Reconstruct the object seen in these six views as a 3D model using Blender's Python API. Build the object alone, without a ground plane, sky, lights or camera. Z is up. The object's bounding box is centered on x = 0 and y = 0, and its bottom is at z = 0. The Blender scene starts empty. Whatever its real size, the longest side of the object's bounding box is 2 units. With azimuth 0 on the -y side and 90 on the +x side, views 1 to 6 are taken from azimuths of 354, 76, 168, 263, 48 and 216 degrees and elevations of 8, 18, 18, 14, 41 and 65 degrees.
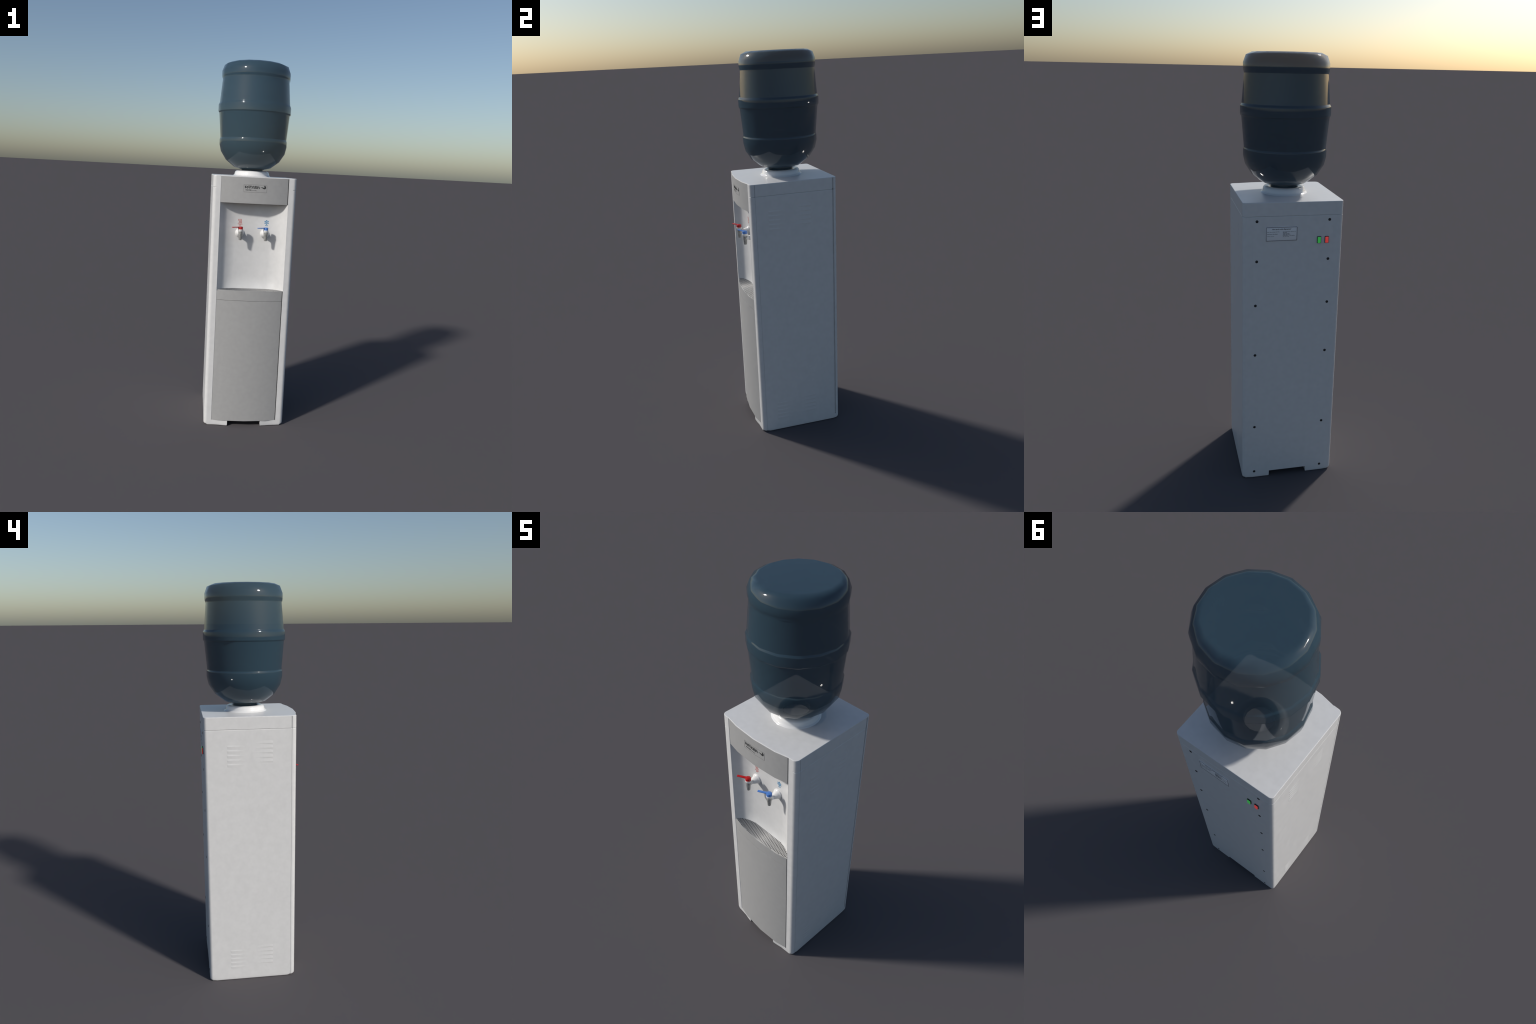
"""Free-standing hot and cold water dispenser with an inverted blue bottle."""
import bpy, bmesh, math, random
from mathutils import Vector, Matrix

random.seed(7)
COL = bpy.context.scene.collection

# ---------------------------------------------------------------- dimensions
HALF_W = 0.2237          # half width of the cabinet
BACK = 0.2346            # y of the back sheet
CORNER_F = 0.0200        # front corner radius
CORNER_B = 0.0160        # back corner radius
POST_IN = 0.1815         # inner edge of the front posts
POST_Y = -0.2138
Z_FOOT = 0.0290          # top of the feet
Z_SEAM = 0.7180          # seam below the drip tray fascia
Z_TRAY = 0.7745          # top of the drip tray
Z_FASCIA = 1.2472        # underside of the upper fascia
Z_LID = 1.3275           # seam below the lid
Z_TOP = 1.3890           # top of the cabinet
ARC = [(0.1776, -0.2120), (0.1165, -0.2267), (0.0, -0.2340)]   # right half of the bulging front
RECESS = [(0.0900, -0.1622), (0.1200, -0.1702), (0.1450, -0.1802), (0.1650, -0.1942)]                # right half of the tap niche
BOTTLE_AXIS = (-0.0005, 0.0115)


# ---------------------------------------------------------------- materials
def new_mat(name):
    m = bpy.data.materials.new(name)
    m.use_nodes = True
    nt = m.node_tree
    return m, nt, nt.nodes["Principled BSDF"]


def link(nt, a, ao, b, bi):
    nt.links.new(a.outputs[ao], b.inputs[bi])


def mottled(name, rgb, rough, spread=0.04, scale=38.0, bump=0.0, stretch=(1, 1, 1), spec=0.5):
    """Painted plastic: one colour with faint cloudy mottling, also in the gloss."""
    m, nt, p = new_mat(name)
    tc = nt.nodes.new("ShaderNodeTexCoord")
    mp = nt.nodes.new("ShaderNodeMapping")
    mp.inputs["Scale"].default_value = stretch
    link(nt, tc, "Object", mp, "Vector")
    n = nt.nodes.new("ShaderNodeTexNoise")
    n.inputs["Scale"].default_value = scale
    n.inputs["Detail"].default_value = 4
    n.inputs["Roughness"].default_value = 0.6
    link(nt, mp, "Vector", n, "Vector")
    r = nt.nodes.new("ShaderNodeValToRGB")
    r.color_ramp.elements[0].position = 0.3
    r.color_ramp.elements[1].position = 0.7
    r.color_ramp.elements[0].color = [c * (1 - spread) for c in rgb] + [1]
    r.color_ramp.elements[1].color = [min(1, c * (1 + spread)) for c in rgb] + [1]
    link(nt, n, "Fac", r, "Fac")
    link(nt, r, "Color", p, "Base Color")
    mr = nt.nodes.new("ShaderNodeMapRange")
    mr.inputs["From Min"].default_value = 0.3
    mr.inputs["From Max"].default_value = 0.7
    mr.inputs["To Min"].default_value = rough * 0.9
    mr.inputs["To Max"].default_value = min(1, rough * 1.1)
    link(nt, n, "Fac", mr, "Value")
    link(nt, mr, "Result", p, "Roughness")
    p.inputs["Specular IOR Level"].default_value = spec
    if bump:
        b = nt.nodes.new("ShaderNodeBump")
        b.inputs["Strength"].default_value = bump
        b.inputs["Distance"].default_value = 0.001
        link(nt, n, "Fac", b, "Height")
        link(nt, b, "Normal", p, "Normal")
    return m


def plain(name, rgb, rough=0.4, spec=0.5):
    m, nt, p = new_mat(name)
    p.inputs["Base Color"].default_value = (*rgb, 1)
    p.inputs["Roughness"].default_value = rough
    p.inputs["Specular IOR Level"].default_value = spec
    return m


WHITE = mottled("white_painted_steel", (0.638, 0.638, 0.638), 0.34, 0.034, 34)
WHITE_GLOSS = mottled("white_gloss_plastic", (0.72, 0.72, 0.72), 0.14, 0.01, 30)
GREY = mottled("grey_fascia_plastic", (0.345, 0.345, 0.344), 0.55, 0.035, 40, spec=0.35)
TRAY = mottled("grey_drip_grille", (0.29, 0.29, 0.288), 0.45, 0.03, 60)
DARK = plain("dark_hole", (0.012, 0.0125, 0.013), 0.7, 0.2)
SCREW = mottled("blackened_steel", (0.018, 0.018, 0.020), 0.5, 0.5, 700)
RED = plain("red_tap_plastic", (0.42, 0.008, 0.010), 0.32)
BLUE = plain("blue_tap_plastic", (0.075, 0.20, 0.55), 0.32)
CHROME = mottled("worn_grey_nozzle", (0.31, 0.31, 0.30), 0.42, 0.40, 190, stretch=(1, 1, 0.35))
GAP_SHADE = plain("dark_gap_shade", (0.045, 0.047, 0.052), 0.7, 0.2)  # shade put into the colour, for the strip in the panel gap
PRINT = plain("black_print", (0.040, 0.042, 0.043), 0.6, 0.2)
PRINT_FAINT = plain("faint_grey_print", (0.205, 0.205, 0.200), 0.6, 0.2)
PRINT_MID = plain("grey_print", (0.11, 0.11, 0.11), 0.6, 0.2)
LABEL = plain("label_white", (0.75, 0.75, 0.76), 0.45)
LABEL_INK = plain("label_ink", (0.13, 0.125, 0.13), 0.6, 0.2)
LABEL_FRAME = plain("label_frame_ink", (0.19, 0.18, 0.19), 0.6, 0.2)
PRINT_RED = plain("red_print", (0.43, 0.085, 0.070), 0.5)
PRINT_BLUE = plain("blue_print", (0.05, 0.24, 0.44), 0.5)
SWITCH_BLACK = plain("black_switch_housing", (0.012, 0.012, 0.013), 0.4)


def lamp(name, rgb, glow):
    """Translucent rocker with the pilot lamp on."""
    m = plain(name, rgb, 0.35)
    p = m.node_tree.nodes["Principled BSDF"]
    p.inputs["Emission Color"].default_value = (*glow, 1)
    p.inputs["Emission Strength"].default_value = 1.0
    return m


SWITCH_GREEN = lamp("lit_green_rocker", (0.05, 0.45, 0.08), (0.020, 0.170, 0.033))
SWITCH_RED = lamp("lit_red_rocker", (0.50, 0.05, 0.05), (0.33, 0.030, 0.028))


def bottle_material():
    """Tinted polycarbonate: each wall lets through about a fifth of the light, unrefracted."""
    m, nt, p = new_mat("tinted_blue_polycarbonate")
    p.inputs["Base Color"].default_value = (0.030, 0.062, 0.088, 1)
    p.inputs["Roughness"].default_value = 0.06
    p.inputs["IOR"].default_value = 1.45
    p.inputs["Alpha"].default_value = 0.80
    return m


BOTTLE = bottle_material()


# ---------------------------------------------------------------- mesh helpers
def make(name, verts, faces, mat, parent=None, angle=30, weighted=False, mats=None, fmat=None):
    me = bpy.data.meshes.new(name)
    me.from_pydata([tuple(v) for v in verts], [], faces)
    bm = bmesh.new()
    bm.from_mesh(me)
    bmesh.ops.recalc_face_normals(bm, faces=bm.faces)
    bm.to_mesh(me)
    bm.free()
    for mm in (mats or [mat]):
        me.materials.append(mm)
    if fmat:
        for f in me.polygons:
            f.material_index = fmat(f)
    return obj_from(name, me, parent, angle, weighted)


def obj_from(name, me, parent=None, angle=30, weighted=False):
    if angle is not None:
        me.polygons.foreach_set("use_smooth", [True] * len(me.polygons))
        me.set_sharp_from_angle(angle=math.radians(angle))
    ob = bpy.data.objects.new(name, me)
    COL.objects.link(ob)
    if weighted:
        w = ob.modifiers.new("weighted", "WEIGHTED_NORMAL")
        w.keep_sharp = True
        w.weight = 100
    if parent:
        ob.parent = parent
    return ob


def outward(poly):
    """Unit outward vertex normals of a counter-clockwise polygon."""
    out = []
    n = len(poly)
    for i in range(n):
        a, b, c = Vector(poly[i - 1]), Vector(poly[i]), Vector(poly[(i + 1) % n])
        d1, d2 = (b - a).normalized(), (c - b).normalized()
        s = Vector((d1.y, -d1.x)) + Vector((d2.y, -d2.x))
        out.append(s.normalized() / max(0.5, (s.length / 2)))
    return out


def prism(poly, rings, mask=None):
    """Loft a plan polygon through (z, inset) rings; mask scales the inset per vertex."""
    nrm = outward(poly)
    n = len(poly)
    verts, faces = [], []
    for z, ins in rings:
        for i, (x, y) in enumerate(poly):
            k = ins * (mask(i, x, y) if mask else 1.0)
            verts.append((x - nrm[i].x * k, y - nrm[i].y * k, z))
    for r in range(len(rings) - 1):
        for i in range(n):
            j = (i + 1) % n
            faces.append((r * n + i, r * n + j, (r + 1) * n + j, (r + 1) * n + i))
    faces.append(tuple(reversed(range(n))))
    faces.append(tuple(range((len(rings) - 1) * n, len(rings) * n)))
    return verts, faces


def lathe(profile, segs, axis="z", centre=(0, 0, 0), start=0.0, cap0=False, cap1=False):
    """Revolve (radius, height) points about an axis through centre."""
    verts, faces, rows = [], [], []
    cx, cy, cz = centre
    for r, h in profile:
        row = []
        cnt = 1 if r < 1e-6 else segs
        for k in range(cnt):
            a = start + 2 * math.pi * k / segs
            u, v = r * math.cos(a), r * math.sin(a)
            p = (cx + u, cy + v, cz + h) if axis == "z" else (cx + u, cy + h, cz + v)
            row.append(len(verts))
            verts.append(p)
        rows.append(row)
    for a, b in zip(rows, rows[1:]):
        for k in range(segs):
            l = (k + 1) % segs
            if len(a) == 1 and len(b) == 1:
                continue
            if len(a) == 1:
                faces.append((a[0], b[k], b[l]))
            elif len(b) == 1:
                faces.append((a[k], a[l], b[0]))
            else:
                faces.append((a[k], a[l], b[l], b[k]))
    if cap0 and len(rows[0]) > 1:
        faces.append(tuple(reversed(rows[0])))
    if cap1 and len(rows[-1]) > 1:
        faces.append(tuple(rows[-1]))
    return verts, faces


def merge(*parts):
    V, F = [], []
    for v, f in parts:
        o = len(V)
        V += list(v)
        F += [tuple(i + o for i in t) for t in f]
    return V, F


def box(x0, x1, y0, y1, z0, z1, bev=0.0):
    bm = bmesh.new()
    bmesh.ops.create_cube(bm, size=1)
    for v in bm.verts:
        v.co = Vector(((x0 + x1) / 2 + v.co.x * (x1 - x0), (y0 + y1) / 2 + v.co.y * (y1 - y0), (z0 + z1) / 2 + v.co.z * (z1 - z0)))
    if bev:
        bmesh.ops.bevel(bm, geom=bm.edges[:], offset=bev, segments=2, affect="EDGES", profile=0.5)
    bm.verts.index_update()
    V = [v.co.copy() for v in bm.verts]
    F = [tuple(v.index for v in f.verts) for f in bm.faces]
    bm.free()
    return V, F


def fillet(cx, cy, r, a0, a1, n=6):
    return [(cx + r * math.cos(math.radians(a0 + (a1 - a0) * k / n)), cy + r * math.sin(math.radians(a0 + (a1 - a0) * k / n))) for k in range(n + 1)]


def mirror(half):
    """half: right side from the front centre to the back centre, x > 0; gives a full CCW loop."""
    left = [(-x, y) for x, y in reversed(half) if x > 1e-6]
    return [p for p in half] + left


def side_run(seams=True, corner_groove=False, lid=False):
    """Flank from the front post round to the back: front corner, post seam, back corner.
    fold adds a narrow groove that runs up beside the right back corner."""
    f = fillet(HALF_W - CORNER_F, -0.1924, CORNER_F, -90, 0, 7)
    sd, sw = (0.0034, 0.0020) if lid else (0.0014, 0.0012)      # depth and half width of the post seam
    seam = [(HALF_W, -0.1883 - sw), (HALF_W - sd, -0.1883 - sw * 0.5), (HALF_W - sd, -0.1883 + sw * 0.3), (HALF_W, -0.1883 + sw)]
    b = fillet(HALF_W - CORNER_B, BACK - CORNER_B, CORNER_B, 0, 90, 6)
    if corner_groove:
        y0 = BACK - CORNER_B - 0.0008
        b = [(HALF_W, y0 - 0.0074), (HALF_W - 0.0060, y0 - 0.0062), (HALF_W - 0.0060, y0 - 0.0004), (HALF_W, y0)] + b
    back_seam = [(0.1818, BACK), (0.1809, BACK - 0.0004), (0.1801, BACK - 0.0004), (0.1792, BACK)]
    return f + (seam if seams else []) + b + (back_seam if seams and not lid else [])


def two_sided(right, left):
    """Full CCW loop from a right half and a different left half (given with x > 0)."""
    return right + [(-x, y) for x, y in reversed(left) if x > 1e-6]


def arc_y(x):
    """Front surface of the bulging fascia at x."""
    x = abs(x)
    pts = sorted(ARC)
    for (xa, ya), (xb, yb) in zip(pts, pts[1:]):
        if x <= xb:
            return ya + (yb - ya) * (x - xa) / (xb - xa)
    return pts[-1][1]


# ---------------------------------------------------------------- root
root = bpy.data.objects.new("water_dispenser", None)
COL.objects.link(root)
root["label"] = "white floor-standing water cooler with inverted dark blue bottle"
root["category"] = "water dispenser"

# ---------------------------------------------------------------- cabinet casing with the tap niche
NICHE_BACK = [(0.0880, -0.1560), (0.1220, -0.1650), (0.1600, -0.1870), (POST_IN + 0.0008, -0.2050)]
front = NICHE_BACK + [(POST_IN + 0.0008, POST_Y)]
outline = two_sided(front + side_run(True, True), front + side_run())


def outer_only(i, x, y):
    """Seam groove runs round the flanks and corners, not across the front of the posts."""
    if y > -0.2095:
        if abs(x) > 0.2045 or y > 0.2:
            return 1.0
        return 0.0
    return 1.0 if abs(x) > 0.2065 else 0.0


V, F = prism(outline, [(Z_FOOT - 0.0005, 0), (Z_LID - 0.0035, 0), (Z_LID - 0.0014, 0.0012), (Z_LID - 0.0004, 0.0028), (Z_LID, 0.0022)], outer_only)
casing = make("casing", V, F, WHITE, root, 30, True)

# tap niche: a curved liner between the posts
line = [(POST_IN + 0.0008, -0.2142)] + [p for p in reversed(RECESS)]
liner = [(-x, y) for x, y in line] + [(x, y) for x, y in reversed(line)]
back = [(POST_IN + 0.0008, -0.2040), (0.1600, -0.1860), (0.1220, -0.1640), (0.0880, -0.1555)]
poly = liner + back + [(-x, y) for x, y in reversed(back)]
V, F = prism(poly, [(Z_FOOT, 0), (Z_TRAY - 0.0008, 0), (Z_TRAY + 0.0700, 0), (Z_TOP - 0.0042, 0)])
niche = make("tap_niche", V, F, WHITE, root, 30)


def retune_normals(me, rule):
    """Set the shading normals corner by corner: rule(face normal, vertex position, current normal)."""
    cur = [c.vector.copy() for c in me.corner_normals]
    new = []
    for f in me.polygons:
        for li in f.loop_indices:
            co = me.vertices[me.loops[li].vertex_index].co
            new.append(rule(f, co, cur[li]).normalized())
    me.normals_split_custom_set([tuple(n) for n in new])


# the niche wall sweeps softly forward where it runs out into the drip tray
retune_normals(niche.data, lambda f, co, n: n + Vector((0, 0, 0.24 if abs(co.x) < 0.13 else 0.06)) if abs(f.normal.z) < 0.5 and abs(co.z - Z_TRAY) < 0.002 and co.y < -0.16 and f.normal.y < -0.2 else n)

# lid: walls round the top of the cabinet, closed by a slab that follows the bulging front
lid_slab_half = [(ARC[2][0], ARC[2][1] + 0.0004), (ARC[1][0], ARC[1][1] + 0.0004), (0.1806, -0.2128), (0.1835, POST_Y)] + side_run(False)
wall = prism(two_sided(front + side_run(True, True, True), front + side_run(True, False, True)), [(Z_LID, 0.0028), (Z_LID + 0.0008, 0.0024), (Z_LID + 0.0012, 0), (Z_TOP - 0.0040, 0)], outer_only)
slab = prism(mirror(lid_slab_half), [(Z_TOP - 0.0040, 0), (Z_TOP - 0.0028, 0), (Z_TOP - 0.0009, 0.0008), (Z_TOP, 0.0028)])
V, F = merge(wall, slab)
lid = make("lid", V, F, WHITE, root, 34, True)

# feet: two runners with a tunnel between them
run = side_run()
cut = next(i for i, p in enumerate(run) if p[1] > 0)
foot_flank = run[:cut] + [(HALF_W, -0.1720), (HALF_W, 0.2000)] + run[cut:]
foot_half = [(0.0925, -0.2262), (0.1200, -0.2222), (0.1450, -0.2168), (POST_IN + 0.0008, POST_Y)] + foot_flank + [(0.0925, BACK)]


def foot_mask(i, x, y):
    ax = abs(x)
    if ax < 0.1:
        return 0.12
    if y < -0.1924 and ax > 0.2037:                       # front corner fillet: rounding grows in from its ends
        return 0.12 + 0.88 * min(1.0, math.degrees(math.atan2(ax - 0.2037, -0.1924 - y + 1e-6)) / 28)
    if y < -0.180 and ax > 0.2037:
        return 0.62                                       # seam, just behind the corner
    if y > BACK - CORNER_B - 0.001 and ax > 0.19:
        return 0.12 + 0.88 * min(1.0, math.degrees(math.atan2(y - (BACK - CORNER_B) + 0.008, ax - (HALF_W - CORNER_B) + 0.008)) / 60, math.degrees(math.atan2(ax - (HALF_W - CORNER_B) + 0.004, y - (BACK - CORNER_B) + 0.004)) / 40)
    return 0.12


for s in (1, -1):
    poly = foot_half if s > 0 else [(-x, y) for x, y in reversed(foot_half)]
    V, F = prism(poly, [(0.0, 0.0125), (0.0010, 0.0088), (0.0030, 0.0050), (0.0065, 0.0018), (0.0120, 0.0), (Z_FOOT - 0.0005, 0)], foot_mask)
    make("foot", V, F, WHITE, root, 40, True)


# ---------------------------------------------------------------- grey front panels
def panel_poly(front_off=0.0):
    arc = [(x, y + front_off) for x, y in reversed(ARC)]
    back = [(0.1590, -0.1880), (0.1220, -0.1680), (0.0880, -0.1590)]
    # the panels sit hard against the left post and leave a gap at the right one
    left = arc[:2] + [(0.1822, -0.2126), (0.1822, -0.2085)] + back
    return two_sided(arc + [(ARC[0][0], -0.2075)] + back, left)


for nm, z0, z1 in (("upper_fascia", Z_FASCIA, Z_TOP - 0.0038), ("drip_tray_fascia", Z_SEAM + 0.0006, Z_TRAY - 0.0008), ("lower_door", Z_FOOT + 0.0004, Z_SEAM - 0.0008)):
    part = prism(panel_poly(), [(z0, 0), (z1, 0)])
    if nm == "drip_tray_fascia":
        # the tray sits in a pocket behind a thin raised lip
        part = prism(panel_poly(), [(z0, 0), (Z_TRAY - 0.0062, 0)])
        edge = [(-x, y) for x, y in ARC] + [(x, y) for x, y in reversed(ARC[:-1])]
        lip = edge + [(x * 0.999, y + 0.0014) for x, y in reversed(edge)]
        part = merge(part, prism(lip, [(Z_TRAY - 0.0062, 0), (z1 + 0.0006, 0)]))
    V, F = part
    make(nm, V, F, GREY, root, 30)

# dark strip added as painted shade in the gap at the panels' right edge
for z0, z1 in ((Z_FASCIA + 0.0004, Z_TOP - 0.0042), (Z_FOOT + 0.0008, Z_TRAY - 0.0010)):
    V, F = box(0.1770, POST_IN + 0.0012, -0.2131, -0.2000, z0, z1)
    make("gap_shade_strip", V, F, GAP_SHADE, root, 30)

# ---------------------------------------------------------------- perforated drip tray
tray_half = [(0.0, ARC[2][1] + 0.0015), (ARC[1][0], ARC[1][1] + 0.0015), (0.1772, -0.2100), (0.1775, -0.2085), (0.1650, -0.1940), (0.1450, -0.1800), (0.1199, -0.1700), (0.0899, -0.1620)]
V, F = prism(mirror(tray_half), [(Z_TRAY - 0.006, 0), (Z_TRAY, 0)])
tray = make("drip_tray", V, F, TRAY, root, None)
tray.data.materials.append(DARK)


def inside(poly, x, y):
    c = False
    for (x1, y1), (x2, y2) in zip(poly, poly[1:] + poly[:1]):
        if (y1 > y) != (y2 > y) and x < (x2 - x1) * (y - y1) / (y2 - y1) + x1:
            c = not c
    return c


PX, PY, RH = 0.0086, 0.0068, 0.00240
tp = mirror(tray_half)
cut = []
for row in range(-1, 14):
    for k in range(-24, 25):
        hx = (k + 0.5 * (row % 2)) * PX
        hy = -0.2322 + row * PY
        rim = [(hx + RH * 0.75 * math.cos(t), hy + RH * 0.75 * math.sin(t)) for t in (0, 1.05, 2.09, 3.14, 4.19, 5.24)]
        if all(inside(tp, *q) for q in rim):
            cut.append(lathe([(RH, -0.0035), (RH, 0.002)], 10, "z", (hx, hy, Z_TRAY), 0, True, True))
V, F = merge(*cut)
cutter = make("hole_cutter", V, F, DARK, None, None)
mod = tray.modifiers.new("holes", "BOOLEAN")
mod.operation = "DIFFERENCE"
mod.solver = "EXACT"
mod.material_mode = "TRANSFER"
mod.object = cutter
bpy.context.view_layer.update()
me = bpy.data.meshes.new_from_object(tray.evaluated_get(bpy.context.evaluated_depsgraph_get()))
tray.modifiers.clear()
old = tray.data
tray.data = me
bpy.data.meshes.remove(old)
bpy.data.objects.remove(cutter)
me.name = "drip_tray"
# the tray is dished: its surface leans in from both ends and towards the front
me.polygons.foreach_set("use_smooth", [True] * len(me.polygons))
me.set_sharp_from_angle(angle=math.radians(30))
retune_normals(me, lambda f, co, n: Vector((-0.75 * max(-1, min(1, co.x / 0.165)), -0.35, 0.62)) if f.normal.z > 0.9 and f.material_index == 0 else n)

# ---------------------------------------------------------------- bottle and its collar
GIRTH = 1.003
prof = [(0.0575, 1.4000), (0.0595, 1.4150), (0.0600, 1.4250), (0.0690, 1.4285), (0.1030, 1.4375), (0.1508, 1.4740), (0.1810, 1.5210),
        (0.1900, 1.5600), (0.1900, 1.5860), (0.1865, 1.5958), (0.1978, 1.7300), (0.2034, 1.7385), (0.2034, 1.7745), (0.1970, 1.7875),
        (0.1861, 1.9125), (0.1899, 1.9235), (0.1908, 1.9350), (0.1908, 1.9560), (0.1785, 1.9880), (0.1520, 2.0000)]
# short steps at the hoops get two extra rings, so that their shading stays crisp
dense = []
for i, (r, h) in enumerate(prof):
    dense.append((r, h))
    if 0 < i and 1.55 < h < 1.85 and abs(prof[i + 1][0] - r) > 0.002 and abs(prof[i + 1][1] - h) < 0.02:
        r2, h2 = prof[i + 1]
        dense += [(r + (r2 - r) * t, h + (h2 - h) * t) for t in (0.45, 0.80)]
V, F = lathe([(r * GIRTH, h) for r, h in dense], 16, "z", (*BOTTLE_AXIS, 0), 0, False, True)
bottle = make("bottle", V, F, BOTTLE, root, 60, True)
bottle.modifiers[0].weight = 60

cprof = [(0.0, 1.3985), (0.0625, 1.3985), (0.0632, 1.4120), (0.0660, 1.4155), (0.0740, 1.4180), (0.0850, 1.4180), (0.0925, 1.4150), (0.0960, 1.4100), (0.0985, 1.4020), (0.1000, 1.3955), (0.1025, 1.3932), (0.1055, 1.3918), (0.1092, 1.3880)]
V, F = lathe(cprof, 24, "z", (*BOTTLE_AXIS, 0))
collar = make("bottle_collar", V, F, WHITE_GLOSS, root, 60)


# ---------------------------------------------------------------- taps
def tap(x, y, colour):
    arm = lathe([(0.0245, -0.1580), (0.0245, -0.1665), (0.0232, -0.1690), (0.0215, -0.1700), (0.0205, -0.1715), (0.0112, -0.1945), (0.0104, -0.1955), (0.0100, -0.1960), (0.0100, y)], 28, "y", (x, 0, 1.0820))
    neck = lathe([(0.0, 1.0940), (0.0120, 1.0945), (0.0136, 1.0990), (0.0144, 1.1040), (0.0141, 1.1070), (0.0, 1.1072)], 28, "z", (x, y, 0))
    V, F = merge(arm, neck)
    t = make("tap", V, F, WHITE_GLOSS, root, 35)
    V, F = lathe([(0.0, 1.0540), (0.0056, 1.0540), (0.0062, 1.0488), (0.0070, 1.0484), (0.0076, 1.0492), (0.0126, 1.0990), (0.0, 1.0990)], 24, "z", (x, y, 0))
    make("tap_nozzle", V, F, CHROME, t, 40)
    cap = lathe([(0.0, 1.1068), (0.0128, 1.1068), (0.0130, 1.1180), (0.0123, 1.1200), (0.0102, 1.1212), (0.0, 1.1216)], 28, "z", (x, y, 0))
    L = 0.0525
    d = Vector((-0.0460, -0.0245)).normalized()
    n = Vector((-d.y, d.x))
    lv, lf = [], []
    st = [(0.004, 0.0064, 1.1150, 1.1207), (0.014, 0.0062, 1.1160, 1.1206), (0.022, 0.0057, 1.1164, 1.1204), (L - 0.002, 0.0053, 1.1166, 1.1203), (L - 0.0005, 0.0050, 1.1168, 1.1201), (L, 0.0045, 1.1172, 1.1197)]
    for s, w, z0, z1 in st:
        c = Vector((x, y)) + d * s
        for sw, zz in ((-w, z0 + 0.0004), (-w * 0.85, z0), (w * 0.85, z0), (w, z0 + 0.0004), (w, z1 - 0.0004), (w * 0.85, z1), (-w * 0.85, z1), (-w, z1 - 0.0004)):
            q = c + n * sw
            lv.append((q.x, q.y, zz))
    for r in range(len(st) - 1):
        for k in range(8):
            l = (k + 1) % 8
            lf.append((r * 8 + k, r * 8 + l, (r + 1) * 8 + l, (r + 1) * 8 + k))
    lf.append(tuple(range(8)))
    lf.append(tuple(range((len(st) - 1) * 8, len(st) * 8)))
    V, F = merge(cap, (lv, lf))
    make("tap_lever", V, F, colour, t, 40)


tap(-0.0675, -0.2155, RED)
tap(0.0690, -0.2155, BLUE)


# ---------------------------------------------------------------- printed matter: text and strokes
def text_mesh(body, box2, thick, offset=0.0, slant=0.0, bold_y=0.0):
    """Letters as a thin solid fitted to box2 = (x0, x1, z0, z1) in a plan (u, v, depth) frame."""
    cu = bpy.data.curves.new("lettering", "FONT")
    cu.body = body
    cu.size = 1.0
    cu.extrude = 0.5
    cu.offset = offset
    cu.resolution_u = 2
    ob = bpy.data.objects.new("lettering_source", cu)
    COL.objects.link(ob)
    bpy.context.view_layer.update()
    me = bpy.data.meshes.new_from_object(ob.evaluated_get(bpy.context.evaluated_depsgraph_get()))
    V = [v.co.copy() for v in me.vertices]
    F = [tuple(p.vertices) for p in me.polygons]
    bpy.data.objects.remove(ob)
    bpy.data.curves.remove(cu)
    bpy.data.meshes.remove(me)
    for v in V:
        v.x += slant * v.y
    x0, x1 = min(v.x for v in V), max(v.x for v in V)
    y0, y1 = min(v.y for v in V), max(v.y for v in V)
    a, b, c, d = box2
    return [((a + (v.x - x0) / (x1 - x0) * (b - a)), (c + (v.y - y0) / (y1 - y0) * (d - c)), thick * (v.z + 0.5)) for v in V], F


def stroke(pts, w, thick, closed=False):
    """Mitred ribbon of width w and the given thickness along 2D points."""
    V, F = [], []
    n = len(pts)
    for i, p in enumerate(pts):
        p = Vector(p)
        a = Vector(pts[i - 1]) if (i or closed) else None
        b = Vector(pts[(i + 1) % n]) if (i < n - 1 or closed) else None
        d1 = (p - a).normalized() if a is not None else (b - p).normalized()
        d2 = (b - p).normalized() if b is not None else d1
        nn = Vector((-d1.y, d1.x)) + Vector((-d2.y, d2.x))
        nn = nn.normalized() / max(0.5, nn.length / 2)
        for s, h in ((-1, 0), (1, 0), (1, thick), (-1, thick)):
            q = p + nn * (s * w / 2)
            V.append((q.x, q.y, h))
    for i in range(n if closed else n - 1):
        j = (i + 1) % n
        for k in range(4):
            l = (k + 1) % 4
            F.append((i * 4 + k, i * 4 + l, j * 4 + l, j * 4 + k))
    if not closed:
        F.append((0, 1, 2, 3))
        F.append(tuple((n - 1) * 4 + k for k in range(4)))
    return V, F


def blade(top, bottom, thick):
    """Solid between two 2D edges of equal point count."""
    V, F = [], []
    n = len(top)
    for t, b in zip(top, bottom):
        V += [(*b, 0), (*t, 0), (*t, thick), (*b, thick)]
    for i in range(n - 1):
        for k in range(4):
            l = (k + 1) % 4
            F.append((i * 4 + k, i * 4 + l, (i + 1) * 4 + l, (i + 1) * 4 + k))
    F += [(0, 1, 2, 3), tuple((n - 1) * 4 + k for k in range(4))]
    return V, F


def on_front(part, base=None):
    """(u, v, h) to a point h in front of the bulging fascia, or of the plane y = base."""
    V, F = part
    return [(u, (arc_y(u) if base is None else base) + 0.0004 - h, v) for u, v, h in V], F


def on_back(part, base=BACK):
    V, F = part
    return [(0.0012 - u, base - 0.0004 + h, v + 0.0015) for u, v, h in V], F


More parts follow.
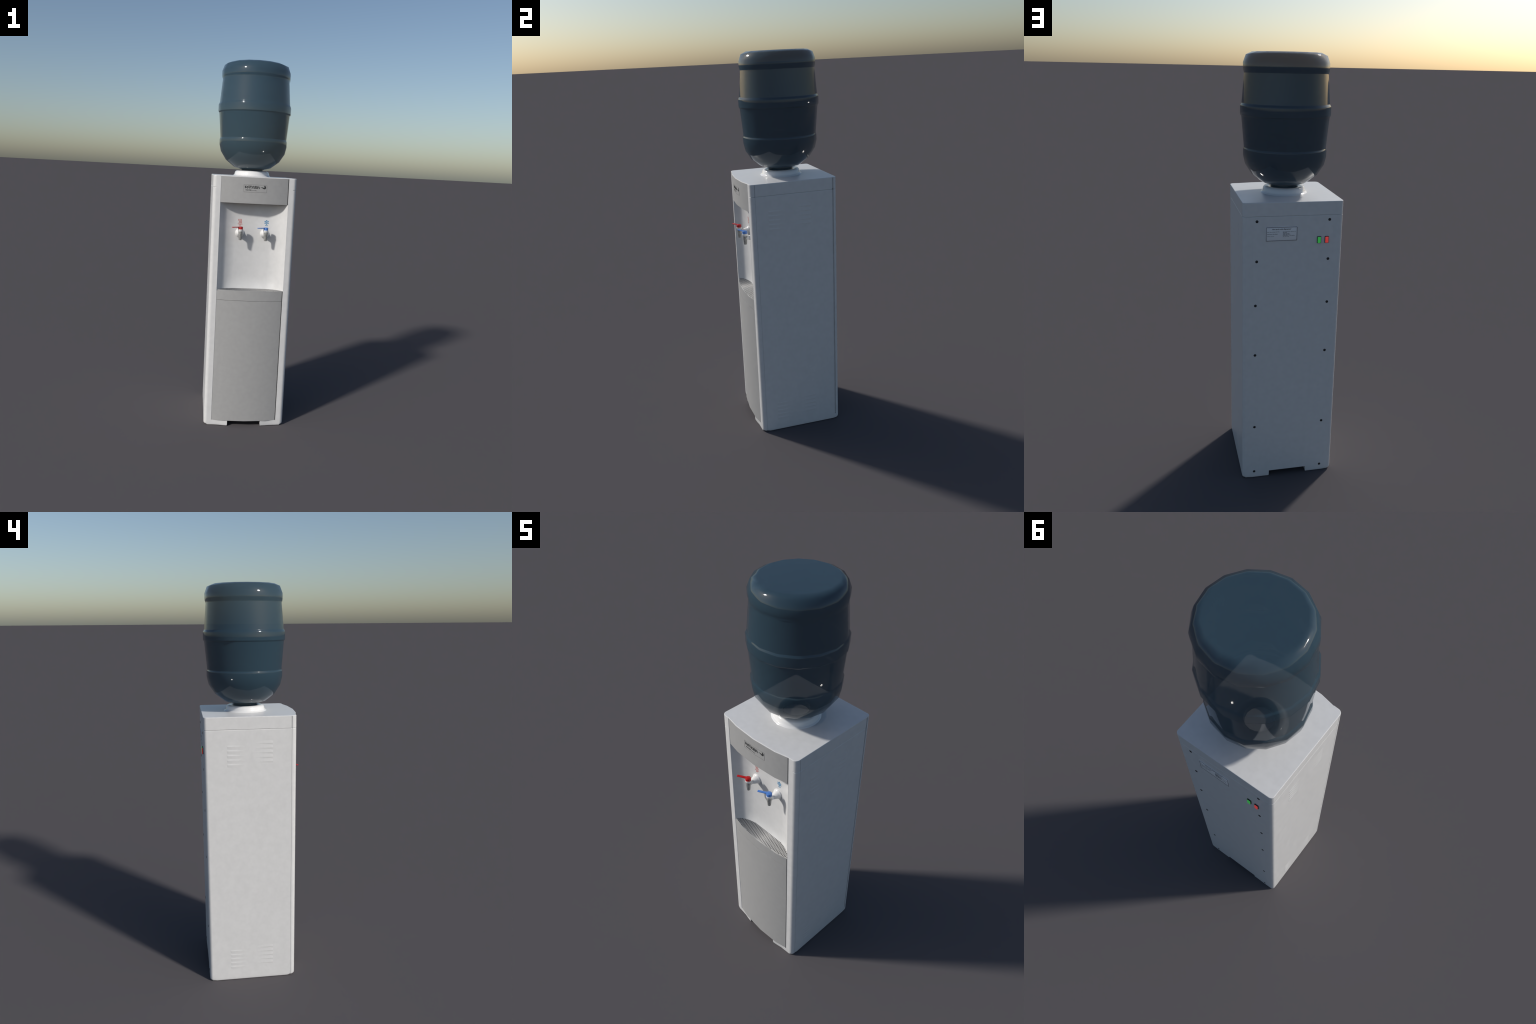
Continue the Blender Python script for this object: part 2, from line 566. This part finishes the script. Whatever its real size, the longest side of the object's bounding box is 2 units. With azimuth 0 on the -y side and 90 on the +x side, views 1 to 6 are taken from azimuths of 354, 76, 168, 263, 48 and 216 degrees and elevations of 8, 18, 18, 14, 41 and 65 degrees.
def round_rect(x0, x1, z0, z1, r, div=10):
    pts = []
    for cx, cz, a in ((x1 - r, z1 - r, 0), (x0 + r, z1 - r, 90), (x0 + r, z0 + r, 180), (x1 - r, z0 + r, 270)):
        corner = fillet(cx, cz, r, a, a + 90, 3)
        if pts:
            p, q = Vector(pts[-1]), Vector(corner[0])
            pts += [tuple(p.lerp(q, k / div)) for k in range(1, div)]
        pts += corner
    return pts


# badge on the upper fascia
TH = 0.0009
badge = make("badge_frame", *on_front(stroke(round_rect(-0.0628, 0.0610, 1.3078, 1.3472, 0.0040), 0.0011, TH, True)), PRINT_FAINT, root, None)
V, F = merge(on_front(text_mesh("ANTIGEN", (-0.0575, 0.0245, 1.3268, 1.3416), TH, 0.038, -0.50)),
             on_front(text_mesh("WATER", (-0.0535, -0.0200, 1.3156, 1.3212), TH, 0.030)))
make("badge_lettering", V, F, PRINT, badge, None)
V, F = on_front(text_mesh("works", (-0.0180, 0.0062, 1.3150, 1.3200), TH, 0.005))
make("badge_small_lettering", V, F, PRINT_MID, badge, None)
wave_top = [(0.0268, 1.3338), (0.0330, 1.3358), (0.0385, 1.3352), (0.0430, 1.3338), (0.0462, 1.3336), (0.0478, 1.3365), (0.0470, 1.3395), (0.0447, 1.3405)]
wave_bot = [(0.0268, 1.3332), (0.0330, 1.3330), (0.0380, 1.3303), (0.0440, 1.3268), (0.0510, 1.3262), (0.0560, 1.3310), (0.0556, 1.3395), (0.0490, 1.3452)]
V, F = on_front(blade(wave_top, wave_bot, TH))
make("badge_wave_symbol", V, F, PRINT, badge, None)

# hot and cold symbols on the niche wall
NW = -0.1622
TS = 0.0006
parts = []
for k in (-1, 0, 1):
    pts = []
    for i in range(15):
        t = i / 14
        pts.append((-0.0672 + k * 0.0066 - 0.0020 * math.sin(2 * math.pi * t * 1.05 + 2.6) , 1.1338 + 0.0240 * t))
    parts.append(stroke(pts, 0.0030, TS))
parts.append(stroke([(-0.0805, 1.1300), (-0.0535, 1.1300)], 0.0023, TS))
parts.append(text_mesh("HOT", (-0.0735, -0.0612, 1.1210, 1.1270), TS, 0.055))
V, F = merge(*[on_front(p, NW) for p in parts])
make("hot_symbol", V, F, PRINT_RED, root, None)
parts = []
cx, cz = 0.0772, 1.1450
for k in range(6):
    a = math.radians(30 + 60 * k)
    e = Vector((math.cos(a), math.sin(a)))
    s = Vector((-e.y, e.x))
    c = Vector((cx, cz))
    parts.append(stroke([c + e * 0.0012, c + e * 0.0128], 0.0024, TS + 0.00003 * k))
    for q, l in ((0.0062, 0.0042), (0.0092, 0.0032)):
        parts.append(stroke([c + e * (q + l * 0.75) + s * l * 0.8, c + e * q, c + e * (q + l * 0.75) - s * l * 0.8], 0.0019, TS + 0.0002 + 0.00003 * k))
parts.append(text_mesh("COLD", (0.0692, 0.0852, 1.1248, 1.1304), TS, 0.055))
V, F = merge(*[on_front(p, NW) for p in parts])
make("cold_symbol", V, F, PRINT_BLUE, root, None)

# rating plate on the back
pb = BACK + 0.0012
V, F = box(-0.0178, 0.1247, BACK - 0.0005, pb, 1.2160, 1.2810, 0.0003)
plate = make("rating_plate", V, F, LABEL, root, 30)
V, F = on_back(stroke(round_rect(-0.1203, 0.0166, 1.2168, 1.2767, 0.0012, 2), 0.0025, 0.0008, True), pb)
make("rating_plate_border", V, F, LABEL_FRAME, plate, None)
V, F = on_back(text_mesh("Hot and cold dispenser", (-0.0950, -0.0092, 1.2640, 1.2712), 0.0008, 0.022, 0.25), pb)
make("rating_plate_title", V, F, plain("title_ink", (0.09, 0.087, 0.09), 0.6, 0.2), plate, None)
rows = [("Main water cooling water 20L", -0.1157, -0.0620, 1.2564), ("Rated Power 550w 220v50", -0.1156, -0.0700, 1.2466), ("rated 5 l a power", -0.1156, -0.0850, 1.2368),
        ("Recommended by a daily use 10 l", -0.0466, 0.0114, 1.2560), ("220 V 50 Hz", -0.0466, -0.0290, 1.2524), ("water hot 85 c", -0.0466, -0.0165, 1.2480),
        ("water cold 10 c 5", -0.0466, -0.0140, 1.2434), ("heating 500 w  cold capacity", -0.0466, 0.0055, 1.2386), ("class one 16 kg", -0.0466, -0.0200, 1.2342)]
V, F = merge(*[on_back(text_mesh(b, (x0, x1, z - 0.0016, z + 0.0018), 0.0008, 0.012), pb) for b, x0, x1, z in rows])
small = make("rating_plate_lettering", V, F, LABEL_INK, plate, None)
small["kind"] = "stuff"


# ---------------------------------------------------------------- switches on the back
def switch(cx, colour):
    zc = 1.2156
    V, F = box(cx - 0.0088, cx + 0.0088, BACK - 0.002, BACK + 0.0042, zc - 0.0152, zc + 0.0156, 0.0006)
    h = make("switch", V, F, SWITCH_BLACK, root, 30)
    V, F = box(cx - 0.0069, cx + 0.0069, BACK, BACK + 0.0068, zc - 0.0134, zc + 0.0132, 0.0005)
    make("rocker", V, F, colour, h, 30)


switch(-0.1162, SWITCH_GREEN)
switch(-0.1511, SWITCH_RED)

# ---------------------------------------------------------------- screws of the back sheet
head = lathe([(0.0, 0.0009), (0.0022, 0.0006), (0.0026, 0.0016), (0.0050, 0.0014), (0.0064, 0.0005), (0.0068, -0.0010)], 20, "y")
screw_mesh = None
for zi, z in enumerate((1.3064, 1.1253, 0.9172, 0.6706, 0.2870, 0.0334)):
    for s in (1, -1):
        x = s * (0.1618 if zi < 2 else 0.1662) + 0.0002
        if screw_mesh is None:
            ob = make("screw", head[0], head[1], SCREW, root, 30)
            screw_mesh = ob.data
        else:
            ob = bpy.data.objects.new("screw", screw_mesh)
            COL.objects.link(ob)
            ob.parent = root
        ob.location = (x, BACK, z)
        ob.rotation_euler = (0, random.uniform(0, 6.28), 0)


# ---------------------------------------------------------------- pressed louvres on the flanks
def louvre_mesh(name, up):
    """Wedge pressed out of the sheet, deepest at one end and dying out at the other.
    Local x runs along the louvre from the deep end, y is out of the sheet, z is up."""
    L, n = 0.086, 10
    s = 1 if up else -1
    V, F = [], []
    for i in range(n + 1):
        t = i / n
        d = 0.0015 * (1 - t) ** 1.1 * min(1, 0.35 + t * 14) + 0.00001
        V += [(t * L, -0.0002, s * 0.0030), (t * L, d, -s * 0.0028), (t * L, d * 0.95, -s * 0.0040), (t * L, -0.0002, -s * 0.0185)]
    for i in range(n):
        for k in range(3):
            F.append((i * 4 + k, i * 4 + k + 1, (i + 1) * 4 + k + 1, (i + 1) * 4 + k))
    F += [(0, 1, 2, 3), tuple(n * 4 + k for k in range(4))]
    me = bpy.data.meshes.new(name)
    me.from_pydata(V, [], F)
    bm = bmesh.new()
    bm.from_mesh(me)
    bmesh.ops.recalc_face_normals(bm, faces=bm.faces)
    bm.to_mesh(me)
    bm.free()
    me.materials.append(WHITE)
    me.polygons.foreach_set("use_smooth", [True] * len(me.polygons))
    me.set_sharp_from_angle(angle=math.radians(50))
    return me


def mirrored(me, name):
    m2 = me.copy()
    m2.name = name
    bm = bmesh.new()
    bm.from_mesh(m2)
    for v in bm.verts:
        v.co.x = -v.co.x
    bmesh.ops.recalc_face_normals(bm, faces=bm.faces)
    bm.to_mesh(m2)
    bm.free()
    return m2


up_l = louvre_mesh("louvre_catching_light", True)
dn_r = mirrored(louvre_mesh("louvre_in_shade", False), "louvre_in_shade_mirrored")
# seen from outside, the left group opens upwards and dies out to the right; the right group the reverse
for side in (-1, 1):
    for z0, pitch in ((1.2490, 0.0225), (0.1672, 0.0228)):
        for k in range(5):
            for grp, me in ((0, up_l), (1, dn_r)):
                ob = bpy.data.objects.new("louvre", me)
                COL.objects.link(ob)
                ob.parent = root
                # viewer's right is -y on the left flank (-x side) and +y on the right flank
                u = 0.1245 if grp == 0 else -0.0965      # y of the deep end on the left flank
                y = u if side < 0 else -u
                rot = math.radians(-90) if side < 0 else math.radians(90)
                # local +x -> viewer's right, local +y -> outwards
                right = Vector((0, -1, 0)) if side < 0 else Vector((0, 1, 0))
                out = Vector((side, 0, 0))
                upv = Vector((0, 0, 1))
                if side < 0:
                    M = Matrix((right, out, upv)).transposed()
                else:
                    M = Matrix((right, out, upv)).transposed()
                ob.matrix_basis = Matrix.Translation((side * HALF_W, y, z0 - k * pitch + (0.0070 if grp else 0.0005))) @ M.to_4x4()
